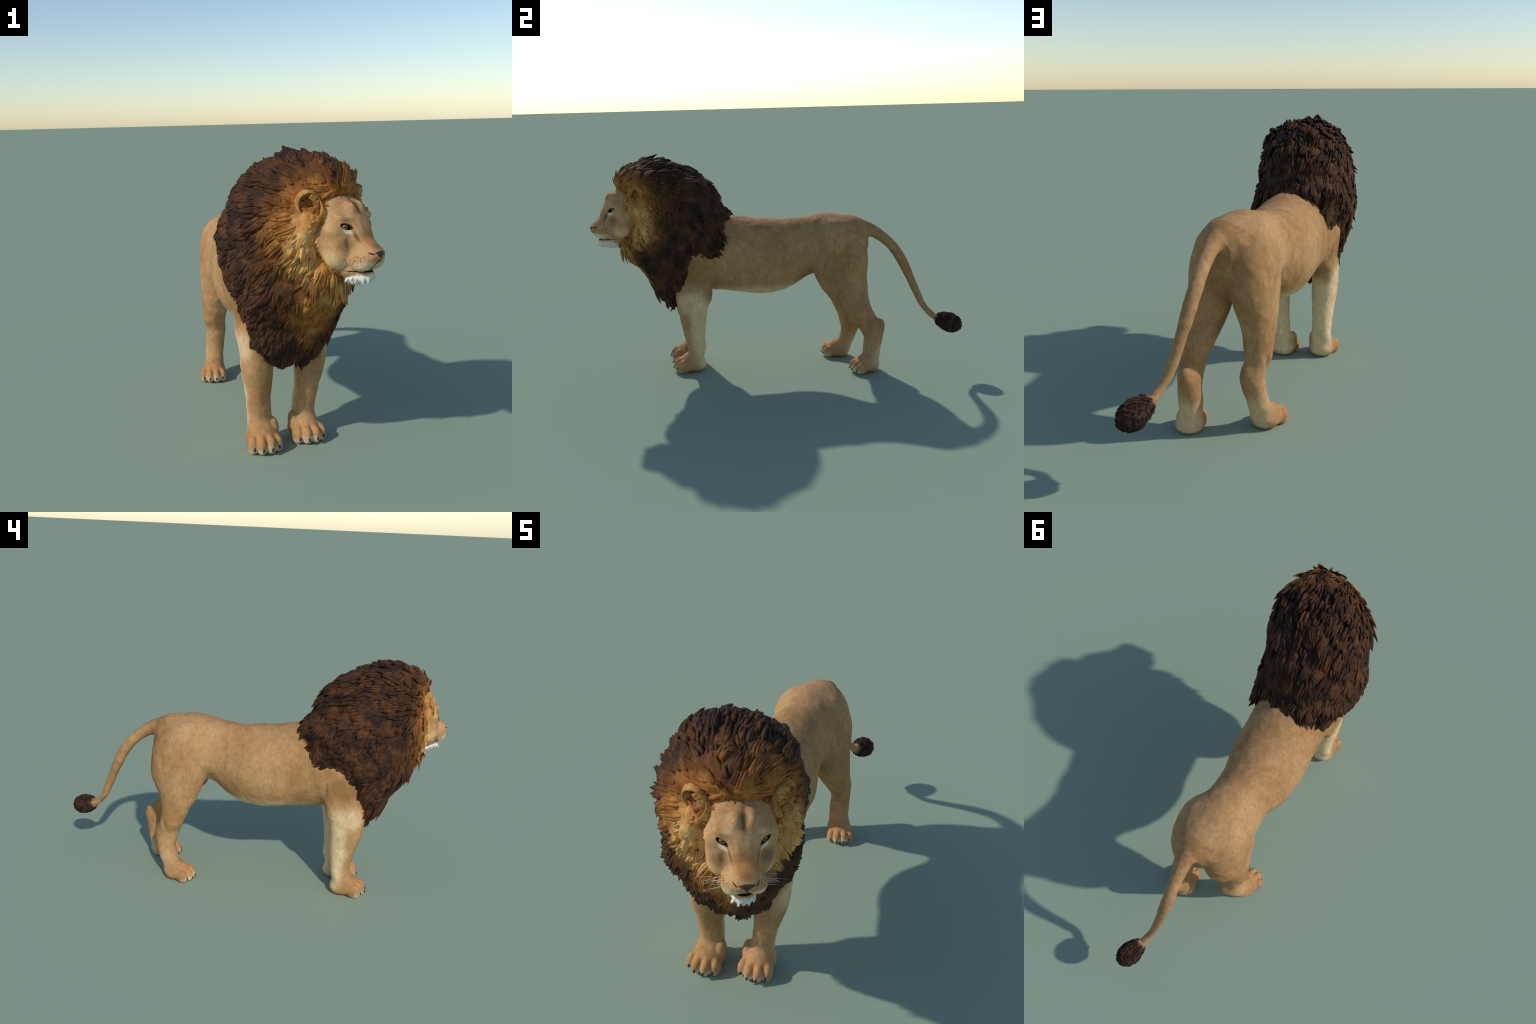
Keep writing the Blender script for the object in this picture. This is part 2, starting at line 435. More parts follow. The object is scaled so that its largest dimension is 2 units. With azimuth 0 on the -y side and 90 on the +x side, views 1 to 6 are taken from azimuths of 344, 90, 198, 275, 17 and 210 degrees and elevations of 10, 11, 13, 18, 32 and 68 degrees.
# ------------------------------------------------------------------ materials
def fur_material():
    m = Mat('short_tan_fur', 0.9)
    col = m.mix(m.ramp(m.noise(5, 3), 0.35, 0.65), rgb(164, 121, 78), rgb(184, 143, 99))
    col = m.mix(m.mul(m.ramp(m.noise(24, 4, 0.6), 0.42, 0.68), 0.38), col, rgb(186, 144, 100))
    col = m.mix(m.mul(m.ramp(m.noise(33, 4, 0.6), 0.45, 0.7), 0.34), col, rgb(152, 118, 72))
    pale = rgb(228, 198, 154)
    col = m.mix(m.mul(m.blob((-0.01, -0.1, 0.39), (0.24, 0.50, 0.145), 0.5, 1.0, 0.12, 12), 0.9), col, pale)           # belly
    col = m.mix(m.mul(m.blob((-0.02, 0.2, 0.50), (0.09, 0.13, 0.10), 0.3, 1.0, 0.1), 0.6), col, pale)     # groin
    for c in [(-0.165, -0.465, 0.26), (0.145, -0.435, 0.26), (-0.10, -0.46, 0.22), (0.085, -0.43, 0.22)]:                                                # backs of forearms
        col = m.mix(m.mul(m.blob(c, (0.11, 0.080, 0.30), 0.45, 1.0, 0.18), 0.85), col, pale)
    for c in [(-0.185, -0.53, 0.43), (0.185, -0.49, 0.41)]:                                                # pale upper forearm
        col = m.mix(m.mul(m.blob(c, (0.085, 0.11, 0.085), 0.3, 1.0, 0.2), 0.65), col, pale)
    for c in [(-0.08, 0.43, 0.05), (0.165, 0.54, 0.06), (0.085, -0.44, 0.03), (-0.11, -0.48, 0.03)]:                                                   # heels
        col = m.mix(m.mul(m.blob(c, (0.08, 0.09, 0.16), 0.3, 1.0, 0.15), 0.7), col, pale)
    for k in PAWS:                                                                                         # toes
        o, l, f, s, side = paw_frame(k)
        c = o + f * 0.035
        col = m.mix(m.mul(m.blob((c[0], c[1], 0.055), (0.075, 0.08, 0.045), 0.35, 1.0, 0.3, 30), 0.5), col, rgb(200, 138, 80))
        col = m.mix(m.mul(m.blob((c[0] + f[0] * .035, c[1] + f[1] * .035, 0.0), (0.10, 0.07, 0.050), 0.45, 1.0, 0.35, 45), 0.8), col, rgb(226, 202, 168))
    for c in [(-0.19, -0.49, 0.57), (0.19, -0.45, 0.58)]:                                                  # ochre shoulder
        col = m.mix(m.mul(m.blob(c, (0.10, 0.11, 0.13), 0.2, 1.0, 0.25), 0.75), col, rgb(150, 110, 64))
    fine = m.noise(70, 4, 0.7, (1, 1, 0.5), (35, 0, 0))
    col = m.vary(col, fine, 0.82, 1.18)
    ticks = m.ramp(m.noise(110, 1, 0.5, (1, 1, 0.2), (30, 20, 0)), 0.785, 0.81)
    col = m.mix(m.mul(ticks, 0.75), col, rgb(62, 46, 32))
    col = m.vary(col, m.noise(18, 3), 0.93, 1.07)
    m.bump(m.noise(220, 3, 0.6), 0.25, 0.002)
    return m.out(col)

def face_material():
    m = Mat('short_face_fur', 0.88)     # object coords: x = left, y = -forward, z up from the eyes
    col = m.mix(m.ramp(m.noise(16, 3), 0.35, 0.65), rgb(178, 134, 90), rgb(194, 154, 108))
    B = lambda c, r, i=0.4, o=1.0, w=0.12, ws=30, mir=True, R=None: m.blob((c[0], -c[1], c[2]), r, i, o, w, ws, mir, R)
    col = m.mix(m.mul(B((0.0, 0.07, -0.045), (0.045, 0.08, 0.06), mir=False), 0.8), col, rgb(184, 126, 72))      # bridge
    col = m.mix(m.mul(B((0.0, 0.10, -0.062), (0.034, 0.03, 0.02), mir=False), 0.6), col, rgb(130, 92, 60))       # above nose
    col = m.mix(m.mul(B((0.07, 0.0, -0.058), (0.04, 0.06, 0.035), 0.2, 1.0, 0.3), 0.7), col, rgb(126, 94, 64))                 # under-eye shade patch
    col = m.mix(m.mul(B((0.085, -0.03, -0.12), (0.05, 0.06, 0.05)), 0.7), col, rgb(222, 186, 140))               # cheek
    col = m.mix(m.mul(B((0.036, 0.07, -0.135), (0.05, 0.07, 0.028)), 0.85), col, rgb(226, 202, 165))             # lips
    col = m.mix(m.mul(B((0.060, 0.01, -0.0185), (0.024, 0.04, 0.011), R=(0, -24, 0)), 0.9), col, rgb(226, 206, 174))  # below eye
    col = m.mix(m.mul(B((0.052, 0.02, 0.036), (0.024, 0.03, 0.012)), 0.6), col, rgb(215, 178, 130))              # over eye
    col = m.mix(m.mul(B((0.0, 0.0, 0.070), (0.015, 0.09, 0.085), 0.0, 1.0, 0.5, 60, mir=False), 0.85), col, rgb(66, 46, 33))         # forehead stripe
    col = m.mix(m.mul(B((0.043, 0.05, -0.032), (0.006, 0.05, 0.034), 0.2, 1.0, 0.3, R=(0, 14, 0)), 0.85), col, rgb(92, 58, 40))               # tear line
    col = m.mix(m.mul(B((EYE_S, EYE_T, EYE_Z + 0.001), (0.0245, 0.04, 0.0128), 0.80, 1.0, 0.0, R=(0, EYE_TILT, 0)), 0.97), col, rgb(28, 20, 16))  # eye rim
    col = m.mix(B((0.0, 0.03, -0.1575), (0.080, 0.10, 0.0036), 0.6, 1.0, 0.15, 40, False), col, rgb(34, 24, 20))     # mouth line
    col = m.mix(B((0.0, 0.10, -0.130), (0.004, 0.04, 0.022), 0.5, 1.0, 0.0, 40, False), col, rgb(36, 26, 22))    # philtrum
    col = m.mix(m.mul(B((0.0, 0.03, -0.204), (0.064, 0.085, 0.050), 0.80, 1.0, 0.12, 60, False), 0.97), col, rgb(228, 222, 212))   # white chin
    col = m.mix(B((0.029, 0.088, -0.091), (0.014, 0.022, 0.0055), 0.6, 1.0, 0.1, 60, True, (0, -22, 0)), col, rgb(34, 24, 20))   # nostril wings
    # rows of whisker spots
    rows = m.node('ShaderNodeTexVoronoi'); rows.inputs['Scale'].default_value = 95; rows.inputs['Randomness'].default_value = 0.45
    m.put(rows.inputs['Vector'], m.co)
    spots = m.mul(m.ramp(rows.outputs['Distance'], 0.42, 0.22), B((0.05, 0.055, -0.112), (0.03, 0.05, 0.02), 0.6, 1.0))
    col = m.mix(m.mul(spots, 0.75), col, rgb(96, 62, 40))
    col = m.vary(col, m.noise(140, 4, 0.65), 0.84, 1.16)
    col = m.vary(col, m.noise(45, 3, 0.6, (1, 1, 0.4)), 0.86, 1.14)
    m.bump(m.noise(300, 3), 0.2, 0.002)
    return m.out(col)

def mane_material(name, lift=1.0):
    m = Mat(name, 0.8, 'Position', 0.2)
    dark = m.mix(m.ramp(m.noise(14, 4), 0.35, 0.68), rgb(50, 32, 25), rgb(90, 56, 33))
    gold = m.mix(m.ramp(m.noise(20, 4), 0.35, 0.65), rgb(146, 88, 37), rgb(192, 128, 60))
    pale = m.mix(m.ramp(m.noise(24, 3), 0.35, 0.65), rgb(198, 145, 82), rgb(222, 175, 108))
    F = lambda s, t, z: tuple(from_head((s, t, z)))
    g1 = m.blob(F(0, -0.06, -0.02), (0.30, 0.29, 0.265), 0.50, 1.15, 0.25, 9)
    g2 = m.mul(m.blob((0.04, -0.78, 0.62), (0.14, 0.16, 0.20), 0.35, 1.1, 0.3, 11), 0.75)
    col = m.mix(m.math('MAXIMUM', g1, g2), dark, gold)
    for s in (1, -1):
        col = m.mix(m.mul(m.blob(F(s * 0.155, -0.10, -0.085), (0.08, 0.10, 0.16), 0.5, 1.05, 0.2, 14), 0.95), col, pale)
    col = m.mix(m.mul(m.blob(F(0, -0.05, -0.25), (0.12, 0.10, 0.12), 0.4, 1.1, 0.2, 14), 0.5), col, pale)
    col = m.mix(m.mul(m.blob(F(0, -0.12, 0.17), (0.035, 0.14, 0.10), 0.4, 1.1, 0.2, 20), 0.85), col, rgb(48, 32, 26))
    strands = m.noise(60, 4, 0.7, (1, 1, 0.22), (50, 0, 0))
    col = m.vary(col, strands, 0.72, 1.28)
    m.bump(m.noise(110, 4, 0.6, (1, 1, 0.25), (50, 0, 0)), 0.5, 0.004)
    return m.out(col)

def plain(name, c, rough=0.6, spec=0.3, n=40, amt=0.15, coat=0.0):
    m = Mat(name, rough, 'Object', spec)
    m.b.inputs['Coat Weight'].default_value = coat
    return m.out(m.vary(c, m.noise(n, 3), 1 - amt, 1 + amt))

def eye_material():
    m = Mat('amber_eye', 0.15, 'Object', 0.5)
    m.b.inputs['Coat Weight'].default_value = 0.6
    # the eye object looks along its own -y
    x = m.axis(0); z = m.axis(2)
    r = m.math('SQRT', m.math('ADD', m.mul(x, x), m.mul(z, z)))
    col = m.mix(m.ramp(r, 0.0098, 0.0108), m.vary(rgb(150, 118, 52), m.noise(400, 2), 0.8, 1.2), rgb(22, 16, 12))
    col = m.mix(m.ramp(r, 0.0042, 0.0036), col, rgb(8, 6, 5))
    return m.out(col)

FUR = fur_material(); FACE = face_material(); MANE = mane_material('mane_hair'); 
CLAW = plain('dark_claw', rgb(44, 36, 32), 0.35, 0.5)
NOSE = plain('dark_nose_leather', rgb(62, 44, 38), 0.5, 0.4, 120, 0.3)
WHITE = plain('white_chin_hair', rgb(226, 220, 210), 0.8, 0.2, 80, 0.12)
EYE = eye_material()
EARHAIR = plain('ear_hair', rgb(190, 138, 78), 0.85, 0.15, 90, 0.25)
_e = Mat('ear_fur', 0.9)
_c = _e.mix(_e.ramp(_e.noise(30, 3), 0.35, 0.65), rgb(160, 112, 58), rgb(196, 146, 86))
_c = _e.mix(_e.mul(_e.blob((0.124, 0.112, 0.076), (0.034, 0.034, 0.034), 0.5, 1.0, 0.2, 50, True), 0.94), _c, rgb(52, 34, 24))
_e.bump(_e.noise(160, 3), 0.3, 0.003)
EAR = _e.out(_e.vary(_c, _e.noise(120, 3), 0.85, 1.15))

# ------------------------------------------------------------------ build
lion = bpy.data.objects.new('lion', None)
bpy.context.collection.objects.link(lion)
lion.empty_display_size = 0.2
lion['label'] = 'standing male lion with dark brown mane and tufted tail'
lion['category'] = 'lion'

# body, split into regions
V, Q = surface_nets(body, (-0.30, -0.70, -0.01), (0.32, 0.93, 0.91), 0.0042)
N = gradient(body, V, 0.0025)
lump = np.array([mnoise.fractal(Vector(v * 11), 0.7, 2.0, 3) for v in V])
V = V + N * (0.0028 * lump * np.clip((V[:, 2] - 0.06) / 0.08, 0, 1))[:, None]
_fn = np.cross(V[Q[:, 2]] - V[Q[:, 0]], V[Q[:, 3]] - V[Q[:, 1]])
N = np.zeros_like(V)
for _k in range(4):
    np.add.at(N, Q[:, _k], _fn)
N /= np.linalg.norm(N, axis=1, keepdims=True) + 1e-12
C = V[Q].mean(1)
region = np.zeros(len(Q), int)
names = ['torso']
def leg_near(k, P):
    return legs[k](P)
for i, k in enumerate(['fl', 'fr', 'hl', 'hr']):
    top = 0.57 if k[0] == 'f' else 0.62
    sgn = 1 if k[1] == 'l' else -1
    other = {'fl': 'fr', 'fr': 'fl', 'hl': 'hr', 'hr': 'hl'}[k]
    inleg = (legs[k](C) < 0.02) & (legs[k](C) < legs[other](C)) & (C[:, 2] < top)
    low = (np.minimum(legs[k](C), paws[k](C)) < np.minimum(legs[other](C), paws[other](C))) & (C[:, 2] < 0.36)
    ypart = (C[:, 1] < -0.1) if k[0] == 'f' else (C[:, 1] > 0.1)
    region[(inleg | low) & ypart] = 1 + i
    region[(inleg | low) & ypart & (C[:, 2] < 0.085 if k[0] == 'f' else C[:, 2] < 0.08)] = 5 + i
    names.append('forelimb' if k[0] == 'f' else 'hindlimb')
names += ['paw'] * 4 + ['tail']
region[(tail(C) < 0.006) & (C[:, 1] > 0.505) & (C[:, 2] > 0.2)] = 9
parts = {}
for r, nm in enumerate(names):
    q = Q[region == r]
    u, inv = np.unique(q, return_inverse=True)
    parts[r] = mesh_object(nm, V[u], inv.reshape(q.shape), FUR, N[u], lion)

# claws
def loft_rings(rings):
    V, Q = [], []
    n = len(rings[0])
    for r in rings:
        V += [tuple(p) for p in r]
    for i in range(len(rings) - 1):
        for j in range(n):
            a = i * n + j; b = i * n + (j + 1) % n
            Q.append((a, b, b + n, a + n))
    Q.append(tuple(range(n - 1, -1, -1))); Q.append(tuple(range((len(rings) - 1) * n, len(rings) * n)))
    return V, Q

def claw_mesh():
    rings = []
    for u in np.linspace(0, 1, 9):      # short hooked nail, mostly sheathed in the toe
        c = np.array([0, -0.008 * math.sin(u * 1.7), 0.009 - 0.019 * u])
        w = 0.0042 * math.sin(math.pi * (0.18 + 0.78 * u)) + 0.0005
        rings.append([c + np.array([w * math.cos(a), 0.9 * w * math.sin(a), 0.0]) for a in np.arange(10) * math.pi / 5])
    v, q = loft_rings(rings)
    me = bpy.data.meshes.new('claw'); me.from_pydata(v, [], q)
    me.polygons.foreach_set('use_smooth', [True] * len(me.polygons)); me.materials.append(CLAW)
    return me
CLAWME = claw_mesh()
for i, k in enumerate(['fl', 'fr', 'hl', 'hr']):
    o, l, f, s, side = paw_frame(k)
    for a, b, c in TOES:
        ob = bpy.data.objects.new('claw', CLAWME)
        bpy.context.collection.objects.link(ob)
        p = o + s * (a * 1.04 * l + (b + 0.0285) * f) + np.array([0, 0, 0.026 * s])
        ob.location = p; ob.rotation_euler = (0, 0, math.radians(PAWS[k][1] + 10 * a / 0.05))
        ob.scale = (s, s, s)
        ob.parent = parts[5 + i]

# head
HM = Matrix.Translation(Vector(EYE_MID)) @ Matrix.Rotation(_a, 4, 'Z')
def flip_y(V):
    return V * np.array([1, -1, 1])
Vh, Qh = surface_nets(head_local, (-0.15, -0.19, -0.235), (0.15, 0.125, 0.16), 0.0024)
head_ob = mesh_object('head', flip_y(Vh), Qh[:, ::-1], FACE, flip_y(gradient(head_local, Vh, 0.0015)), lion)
head_ob.matrix_world = HM

# nose pad
nose_f = lambda q: smin(smin(Ell((0, 0.098, -0.091), (0.030, 0.015, 0.011))(q), Ell((0, 0.096, -0.106), (0.013, 0.013, 0.016))(q), 0.01),
                        np.minimum(Ell((0.025, 0.0905, -0.093), (0.015, 0.009, 0.0055), rot(0, -20, -42))(q), Ell((-0.025, 0.0905, -0.093), (0.015, 0.009, 0.0055), rot(0, 20, 42))(q)), 0.006)
def nose_full(q):
    d = nose_f(q)
    for s in (1, -1):
        d = smax(d, -Ell((s * 0.019, 0.106, -0.096), (0.009, 0.012, 0.0045), rot(0, -s * 25))(q), 0.003)
    return d
Vn, Qn = surface_nets(nose_full, (-0.05, 0.06, -0.13), (0.05, 0.12, -0.07), 0.0016)
mesh_object('nose', flip_y(Vn), Qn[:, ::-1], NOSE, flip_y(gradient(nose_full, Vn, 0.001)), head_ob)

# eyes
def uv_sphere(name, r, mat, seg=28):
    rings = []
    for i in range(1, seg // 2):
        th = math.pi * i / (seg // 2)
        rings.append([np.array([r * math.sin(th) * math.cos(p), -r * math.cos(th), r * math.sin(th) * math.sin(p)]) for p in np.arange(seg) * 2 * math.pi / seg])
    v, q = loft_rings(rings)
    me = bpy.data.meshes.new(name); me.from_pydata(v, [], q)
    me.polygons.foreach_set('use_smooth', [True] * len(me.polygons)); me.materials.append(mat)
    return me
def head_uncut(q):
    d = profile(q)
    for e, k in H_ADD:
        d = smin(d, e(q), k)
    return d
_yaw = math.radians(28)
_axis = np.array([math.sin(_yaw), math.cos(_yaw), 0.04])
_u = np.linspace(-0.03, 0.05, 400)
_line = np.array([EYE_S, EYE_T, EYE_Z]) + _u[:, None] * _axis
_front = _u[np.argmax(head_uncut(_line) > 0)]
EYE_C = np.array([EYE_S, EYE_T, EYE_Z]) + _axis * (_front - 0.0020 - 0.0175)
eye_me = uv_sphere('eye', 0.0175, EYE)
for s in (1, -1):
    ob = bpy.data.objects.new('eye', eye_me); bpy.context.collection.objects.link(ob)
    ob.parent = head_ob
    ob.location = (s * EYE_C[0], -EYE_C[1], EYE_C[2]); ob.rotation_euler = (math.radians(-2), 0, math.radians(s * 24))

# whiskers: fine curved hairs from the pads
WHISK = plain('pale_whisker', rgb(214, 200, 178), 0.5, 0.3)
for s in (1, -1):
    for i in range(9):
        r, c = divmod(i, 3)
        p0 = np.array([s * (0.058 + 0.004 * c), 0.064 - 0.016 * c, -0.108 - 0.009 * r])
        d = np.array([s * RNG.uniform(0.7, 1.0), RNG.uniform(-0.5, -0.1), RNG.uniform(-0.4, 0.05)])
        L = RNG.uniform(0.045, 0.085); rings = []
        for u in np.linspace(0, 1, 7):
            ctr = p0 + d * L * u + np.array([0, -0.25, -0.35]) * L * u * u
            w = 0.0007 * (1 - 0.85 * u)
            rings.append([flip_y(ctr + np.array([0, w * math.cos(a), w * math.sin(a)])) for a in np.arange(5) * 2 * math.pi / 5])
        v, q = loft_rings(rings)
        mesh_object('whisker', v, q, WHISK, None, head_ob)

# ears: cupped shells
def ear_field(side):
    c = np.array([side * 0.130, -0.104, 0.078])
    R = rot(-10, side * 24, -side * 46)
    outer = Ell(c, (0.045, 0.032, 0.051), R)
    ax = R @ np.array([0, 1, 0])
    cup = Ell(c + ax * 0.024 + R @ np.array([-side * 0.004, 0, -0.005]), (0.0390, 0.044, 0.0440), R)
    root = Ell((side * 0.105, -0.085, 0.045), (0.042, 0.036, 0.030))
    return lambda q: smax(smin(outer(q), root(q), 0.02), -cup(q), 0.006)
for s in (1, -1):
    ef = ear_field(s)
    lo = (s * 0.13 - 0.09, -0.17, -0.01); hi = (s * 0.13 + 0.09, -0.01, 0.16)
    Ve, Qe = surface_nets(ef, lo, hi, 0.0024)
    mesh_object('ear', flip_y(Ve), Qe[:, ::-1], EAR,
                flip_y(gradient(ef, Ve, 0.0015)), head_ob)

# ear hair: soft tufts leaning over the opening
def ear_tufts(side):
    SV, SQ, off = [], [], 0
    R = rot(-10, side * 24, -side * 46); c = np.array([side * 0.130, -0.104, 0.078])
    for i in range(44):
        a = RNG.uniform(-2.0, 0.8)          # lower and inner part of the rim
        rim = c + R @ np.array([-side * 0.038 * math.cos(a), 0.006, 0.042 * math.sin(a)])
        inward = c + R @ np.array([0, 0.02, 0.006]) - rim
        d = inward / np.linalg.norm(inward) + R @ np.array([side * 0.5, 0.35, 0.2]) + RNG.normal(0, 0.22, 3)
        d /= np.linalg.norm(d)
        n = R @ np.array([0, 1.0, 0]); n = n - d * (n @ d); n /= np.linalg.norm(n)
        v, q = TEMPL[i % len(TEMPL)]
        F, p = lock_frame(rim, d, n, RNG.uniform(0.014, 0.034), RNG.uniform(0.008, 0.015), 0.014)
        SV.append(flip_y(v @ F.T + p)); SQ += [tuple(k + off for k in f[::-1]) for f in q]; off += len(v)
    ob = mesh_object('ear_tufts', np.concatenate(SV), SQ, EARHAIR, None, head_ob); ob['kind'] = 'stuff'

# ------------------------------------------------------------------ mane: base surface and locks
Vm, Qm = surface_nets(mane, (-0.32, -1.0, 0.30), (0.36, -0.20, 1.24), 0.0065)
Nm = gradient(mane, Vm, 0.004)
bumps = np.array([mnoise.fractal(Vector(v * 14), 0.6, 2.0, 3) for v in Vm])
Vm2 = Vm + Nm * (0.010 * bumps)[:, None]
mane_ob = mesh_object('mane', Vm2, Qm, MANE, None, lion)

def flow(P, N):
    """hair direction: away from the face, then back and down, in the surface"""
    q = to_head(P)
    rad = P - from_head((0, 0.05, -0.03)); rad /= np.linalg.norm(rad, axis=1, keepdims=True)
    fall = np.clip((1.15 - P[:, 2]) / 0.26, 0.0, 1.3)[:, None]
    d = rad * 0.8 + np.array([0, 1.0, 0]) * (0.45 + 0.9 * np.clip((P[:, 2:] - 1.0) / 0.15, 0, 1)) + np.array([0, 0, -0.9]) * fall
    d -= N * (d * N).sum(1, keepdims=True)
    return d / (np.linalg.norm(d, axis=1, keepdims=True) + 1e-9)

def scatter(V, Q, count, spacing, keep):
    tri = np.concatenate([Q[:, [0, 1, 2]], Q[:, [0, 2, 3]]])
    A = np.linalg.norm(np.cross(V[tri[:, 1]] - V[tri[:, 0]], V[tri[:, 2]] - V[tri[:, 0]]), axis=1)
    pick = RNG.choice(len(tri), count, p=A / A.sum())
    u = RNG.random((count, 2)); f = u.sum(1) > 1; u[f] = 1 - u[f]
    t = tri[pick]
    P = V[t[:, 0]] + u[:, :1] * (V[t[:, 1]] - V[t[:, 0]]) + u[:, 1:] * (V[t[:, 2]] - V[t[:, 0]])
    P = P[keep(P)]
    grid = {}; out = []
    for p in P:
        c = tuple((p // spacing).astype(int)); ok = True
        for i in (-1, 0, 1):
            for j in (-1, 0, 1):
                for k in (-1, 0, 1):
                    for o in grid.get((c[0] + i, c[1] + j, c[2] + k), ()):
                        if ((o - p) ** 2).sum() < spacing ** 2:
                            ok = False
        if ok:
            grid.setdefault(c, []).append(p); out.append(p)
    return np.array(out)

def lock_template(seed, n=7, sides=5):
    """unit lock of three ragged strands: root at 0, length 1 along +y, width 1 along x, lifted along z"""
    r = random.Random(seed)
    bend = r.uniform(-0.20, 0.20); curl = r.uniform(0.25, 0.50)
    V, Q = [], []
    for off in (-0.27, 0.0, 0.27):
        ln = r.uniform(0.68, 1.0) if off else r.uniform(0.85, 1.05)
        x0 = off * r.uniform(0.8, 1.1); spread = off * r.uniform(-0.5, 0.5); half = r.uniform(0.24, 0.33)
        z0 = r.uniform(-0.06, 0.06); tilt = r.uniform(-0.5, 0.5)
        rings = []
        for i in range(n):
            u = i / (n - 1)
            c = np.array([x0 + spread * u * u + bend * u * u, u * ln, z0 + curl * u ** 1.5 - 0.32 * u * u - 0.10 * (1 - u) ** 2])
            w = half * min(1, 0.5 + 1.5 * u) * (1 - u ** 2.3) + 0.010
            ring = []
            for j in range(sides):
                a = 2 * math.pi * j / sides + tilt
                ring.append(c + np.array([w * math.cos(a), 0, 0.50 * w * math.sin(a)]))
            rings.append(ring)
        v, q = loft_rings(rings)
        Q += [tuple(a + len(V) for a in f) for f in q]; V += v
    return np.array(V), Q
TEMPL = [lock_template(i) for i in range(14)]

def lock_frame(p, d, n, L, W, thick):
    x = np.cross(d, n)
    return np.stack([x * W, d * L, n * thick], 1), p

def keep_mane(P):
    return (head(P) > 0.004) & (body(P) > -0.004)
pts = scatter(Vm, Qm, 26000, 0.0200, keep_mane)
n_ = gradient(mane, pts, 0.004)
d_ = flow(pts, n_)
jit = RNG.normal(0, 0.20, d_.shape); d_ = d_ + jit; d_ -= n_ * (d_ * n_).sum(1, keepdims=True); d_ /= np.linalg.norm(d_, axis=1, keepdims=True)
top = np.clip((pts[:, 2] - 0.98) / 0.15, 0, 1)
face_d = np.linalg.norm(pts - from_head((0, 0, -0.03)), axis=1)
forehead = np.clip((pts[:, 2] - 1.0) / 0.06, 0, 1) * np.clip((0.30 - face_d) / 0.08, 0, 1)
size = RNG.uniform(0, 1, len(pts)) ** 1.6
L_ = (0.046 + 0.066 * size) * (1 + 0.35 * forehead)
crown = np.clip((to_head(pts)[:, 1] + 0.17) / 0.06, 0, 1) * np.clip((to_head(pts)[:, 2] - 0.10) / 0.05, 0, 1)
_q = np.abs(to_head(pts) * [1, 0, 0]) + to_head(pts) * [0, 1, 1]
lobe = np.clip(1.6 - np.linalg.norm(_q - [0.122, -0.080, 0.02], axis=1) / 0.035, 0, 1)
L_ = L_ * (1 - 0.35 * np.clip((np.abs(pts[:, 0]) - 0.20) / 0.03, 0, 1)) * (1 - 0.6 * lobe) * (1 - 0.42 * crown) * (1 - 0.3 * np.clip((0.50 - pts[:, 2]) / 0.08, 0, 1))
W_ = (0.020 + 0.034 * size * RNG.uniform(0.6, 1.1, len(pts))) * np.clip(face_d / 0.28, 0.75, 1.0)
lift_ = RNG.uniform(0.6, 1.6, len(pts)) * (0.042 + 0.026 * top) * (1 - 0.4 * crown) * (1 - 0.35 * forehead)
order = np.argsort(-(L_ * W_))
big = set(order[:300].tolist())
lock_meshes = []
for v, q in TEMPL:
    me = bpy.data.meshes.new('mane_lock'); me.from_pydata([tuple(p) for p in v], [], q)
    me.polygons.foreach_set('use_smooth', [True] * len(me.polygons)); me.materials.append(MANE)
    lock_meshes.append(me)
SV, SQ, off = [], [], 0
for i in range(len(pts)):
    F, p = lock_frame(pts[i], d_[i], n_[i], L_[i], W_[i], lift_[i])
    p = p - n_[i] * 0.001
    k = i % len(TEMPL)
    if i in big:
        ob = bpy.data.objects.new('mane_lock', lock_meshes[k]); bpy.context.collection.objects.link(ob)
        mw = Matrix.Identity(4)
        for r in range(3):
            for c in range(3):
                mw[r][c] = F[r][c]
            mw[r][3] = p[r]
        ob.parent = mane_ob; ob.matrix_world = mw
    else:
        v, q = TEMPL[k]
        SV.append(v @ F.T + p); SQ += [tuple(a + off for a in f) for f in q]; off += len(v)
Vw = from_head(Vh)
fp = scatter(Vw, Qh, 14000, 0.0105, lambda P: (mane(P) > -0.006) & (mane(P) < 0.008 + 0.016 * RNG.random(len(P)) ** 2) & (np.abs(to_head(P)[:, 2] - 0.02) > 0.045))
fn = gradient(head, fp, 0.003); fd = flow(fp, fn) + RNG.normal(0, 0.15, fp.shape)
fd -= fn * (fd * fn).sum(1, keepdims=True); fd /= np.linalg.norm(fd, axis=1, keepdims=True)
for i in range(len(fp)):
    v, q = TEMPL[i % len(TEMPL)]
    F, p = lock_frame(fp[i] - fn[i] * 0.0065, fd[i], fn[i], RNG.uniform(0.034, 0.056), RNG.uniform(0.010, 0.017), 0.055)
    SV.append(v @ F.T + p); SQ += [tuple(a + off for a in f) for f in q]; off += len(v)
locks = mesh_object('mane_locks', np.concatenate(SV), SQ, MANE, None, mane_ob)
locks['kind'] = 'stuff'

for _s in (1, -1):
    ear_tufts(_s)

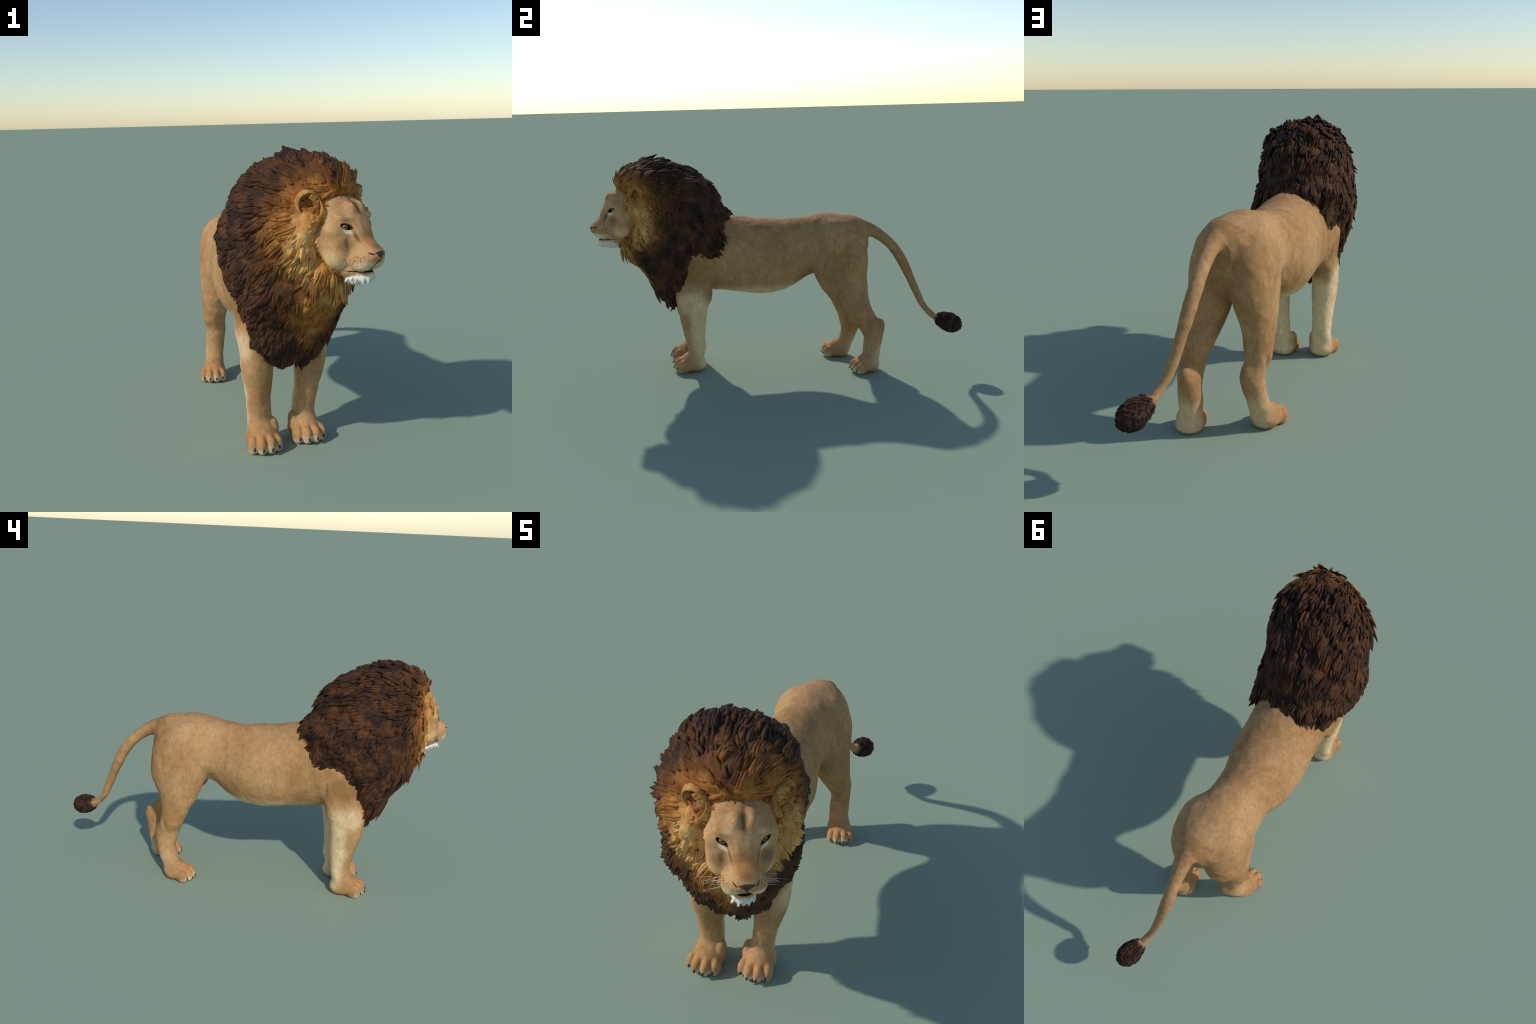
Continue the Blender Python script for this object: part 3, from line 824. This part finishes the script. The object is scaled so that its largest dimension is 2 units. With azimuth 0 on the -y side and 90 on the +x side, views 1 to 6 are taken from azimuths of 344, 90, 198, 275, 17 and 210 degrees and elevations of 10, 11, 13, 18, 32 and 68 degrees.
# chin beard: white lump with short locks
beard_f = lambda q: smin(Ell((0, 0.037, -0.180), (0.037, 0.037, 0.021))(q), Ell((0, -0.002, -0.188), (0.035, 0.032, 0.023))(q), 0.02)
Vb, Qb = surface_nets(beard_f, (-0.07, -0.06, -0.24), (0.07, 0.09, -0.14), 0.003)
beard = mesh_object('chin_beard', flip_y(Vb), Qb[:, ::-1], WHITE, None, head_ob)
bp = scatter(Vb, Qb, 900, 0.013, lambda P: P[:, 2] < -0.174)
bn = gradient(beard_f, bp, 0.002)
bd = np.array([0, -0.25, -1.0]) + bn * 0.2 + RNG.normal(0, 0.2, bp.shape); bd -= bn * (bd * bn).sum(1, keepdims=True); bd /= np.linalg.norm(bd, axis=1, keepdims=True)
SV, SQ, off = [], [], 0
for i in range(len(bp)):
    v, q = TEMPL[i % len(TEMPL)]
    F, p = lock_frame(bp[i], bd[i], bn[i], 0.019 * RNG.uniform(.5, 1.3), 0.015 * RNG.uniform(.6, 1.2), 0.009)
    SV.append(flip_y(v @ F.T + p)); SQ += [tuple(a + off for a in f[::-1]) for f in q]; off += len(v)
ob = mesh_object('chin_locks', np.concatenate(SV), SQ, WHITE, None, head_ob); ob['kind'] = 'stuff'

# tail tuft
A = np.array([0.143, 0.860, 0.288]); B = np.array([0.200, 0.998, 0.240]); ax = (B - A) / np.linalg.norm(B - A)
yv = ax; xv = np.cross(yv, [0, 0, 1]); xv /= np.linalg.norm(xv); zv = np.cross(xv, yv)
TR = np.stack([xv, yv, zv], 1)
tuft_f = lambda P: smin(Ell(A + ax * 0.084, (0.049, 0.066, 0.049), TR)(P), Ell(A + ax * 0.03, (0.026, 0.04, 0.026), TR)(P), 0.03)
TUFT = Mat('dark_tuft_hair', 0.85, 'Object')
tc = TUFT.mix(TUFT.ramp(TUFT.noise(30, 3), 0.4, 0.7), rgb(46, 34, 30), rgb(84, 56, 42))
tc = TUFT.mix(TUFT.blob(tuple(A), (0.032, 0.032, 0.032), 0.5, 1.1, 0.3, 60), tc, rgb(165, 130, 92))
TUFT.bump(TUFT.noise(150, 3), 0.4)
TUFTM = TUFT.out(TUFT.vary(tc, TUFT.noise(90, 3), 0.8, 1.2))
Vt, Qt = surface_nets(tuft_f, (0.08, 0.82, 0.16), (0.27, 1.03, 0.36), 0.004)
tuft = mesh_object('tail_tuft', Vt, Qt, TUFTM, None, lion)
tp = scatter(Vt, Qt, 2500, 0.011, lambda P: (P - A) @ ax > 0.0)
tn = gradient(tuft_f, tp, 0.002)
td = np.tile(ax, (len(tp), 1)) + RNG.normal(0, 0.12, tp.shape); td -= tn * (td * tn).sum(1, keepdims=True); td /= np.linalg.norm(td, axis=1, keepdims=True) + 1e-9
SV, SQ, off = [], [], 0
for i in range(len(tp)):
    v, q = TEMPL[i % len(TEMPL)]
    L = 0.034 * RNG.uniform(.7, 1.2) * np.clip(1.25 - ((tp[i] - A) @ ax) / 0.16, 0.3, 1)
    F, p = lock_frame(tp[i], td[i], tn[i], L, 0.012, 0.022)
    SV.append(v @ F.T + p); SQ += [tuple(a + off for a in f) for f in q]; off += len(v)
ob = mesh_object('tuft_locks', np.concatenate(SV), SQ, TUFTM, None, tuft); ob['kind'] = 'stuff'
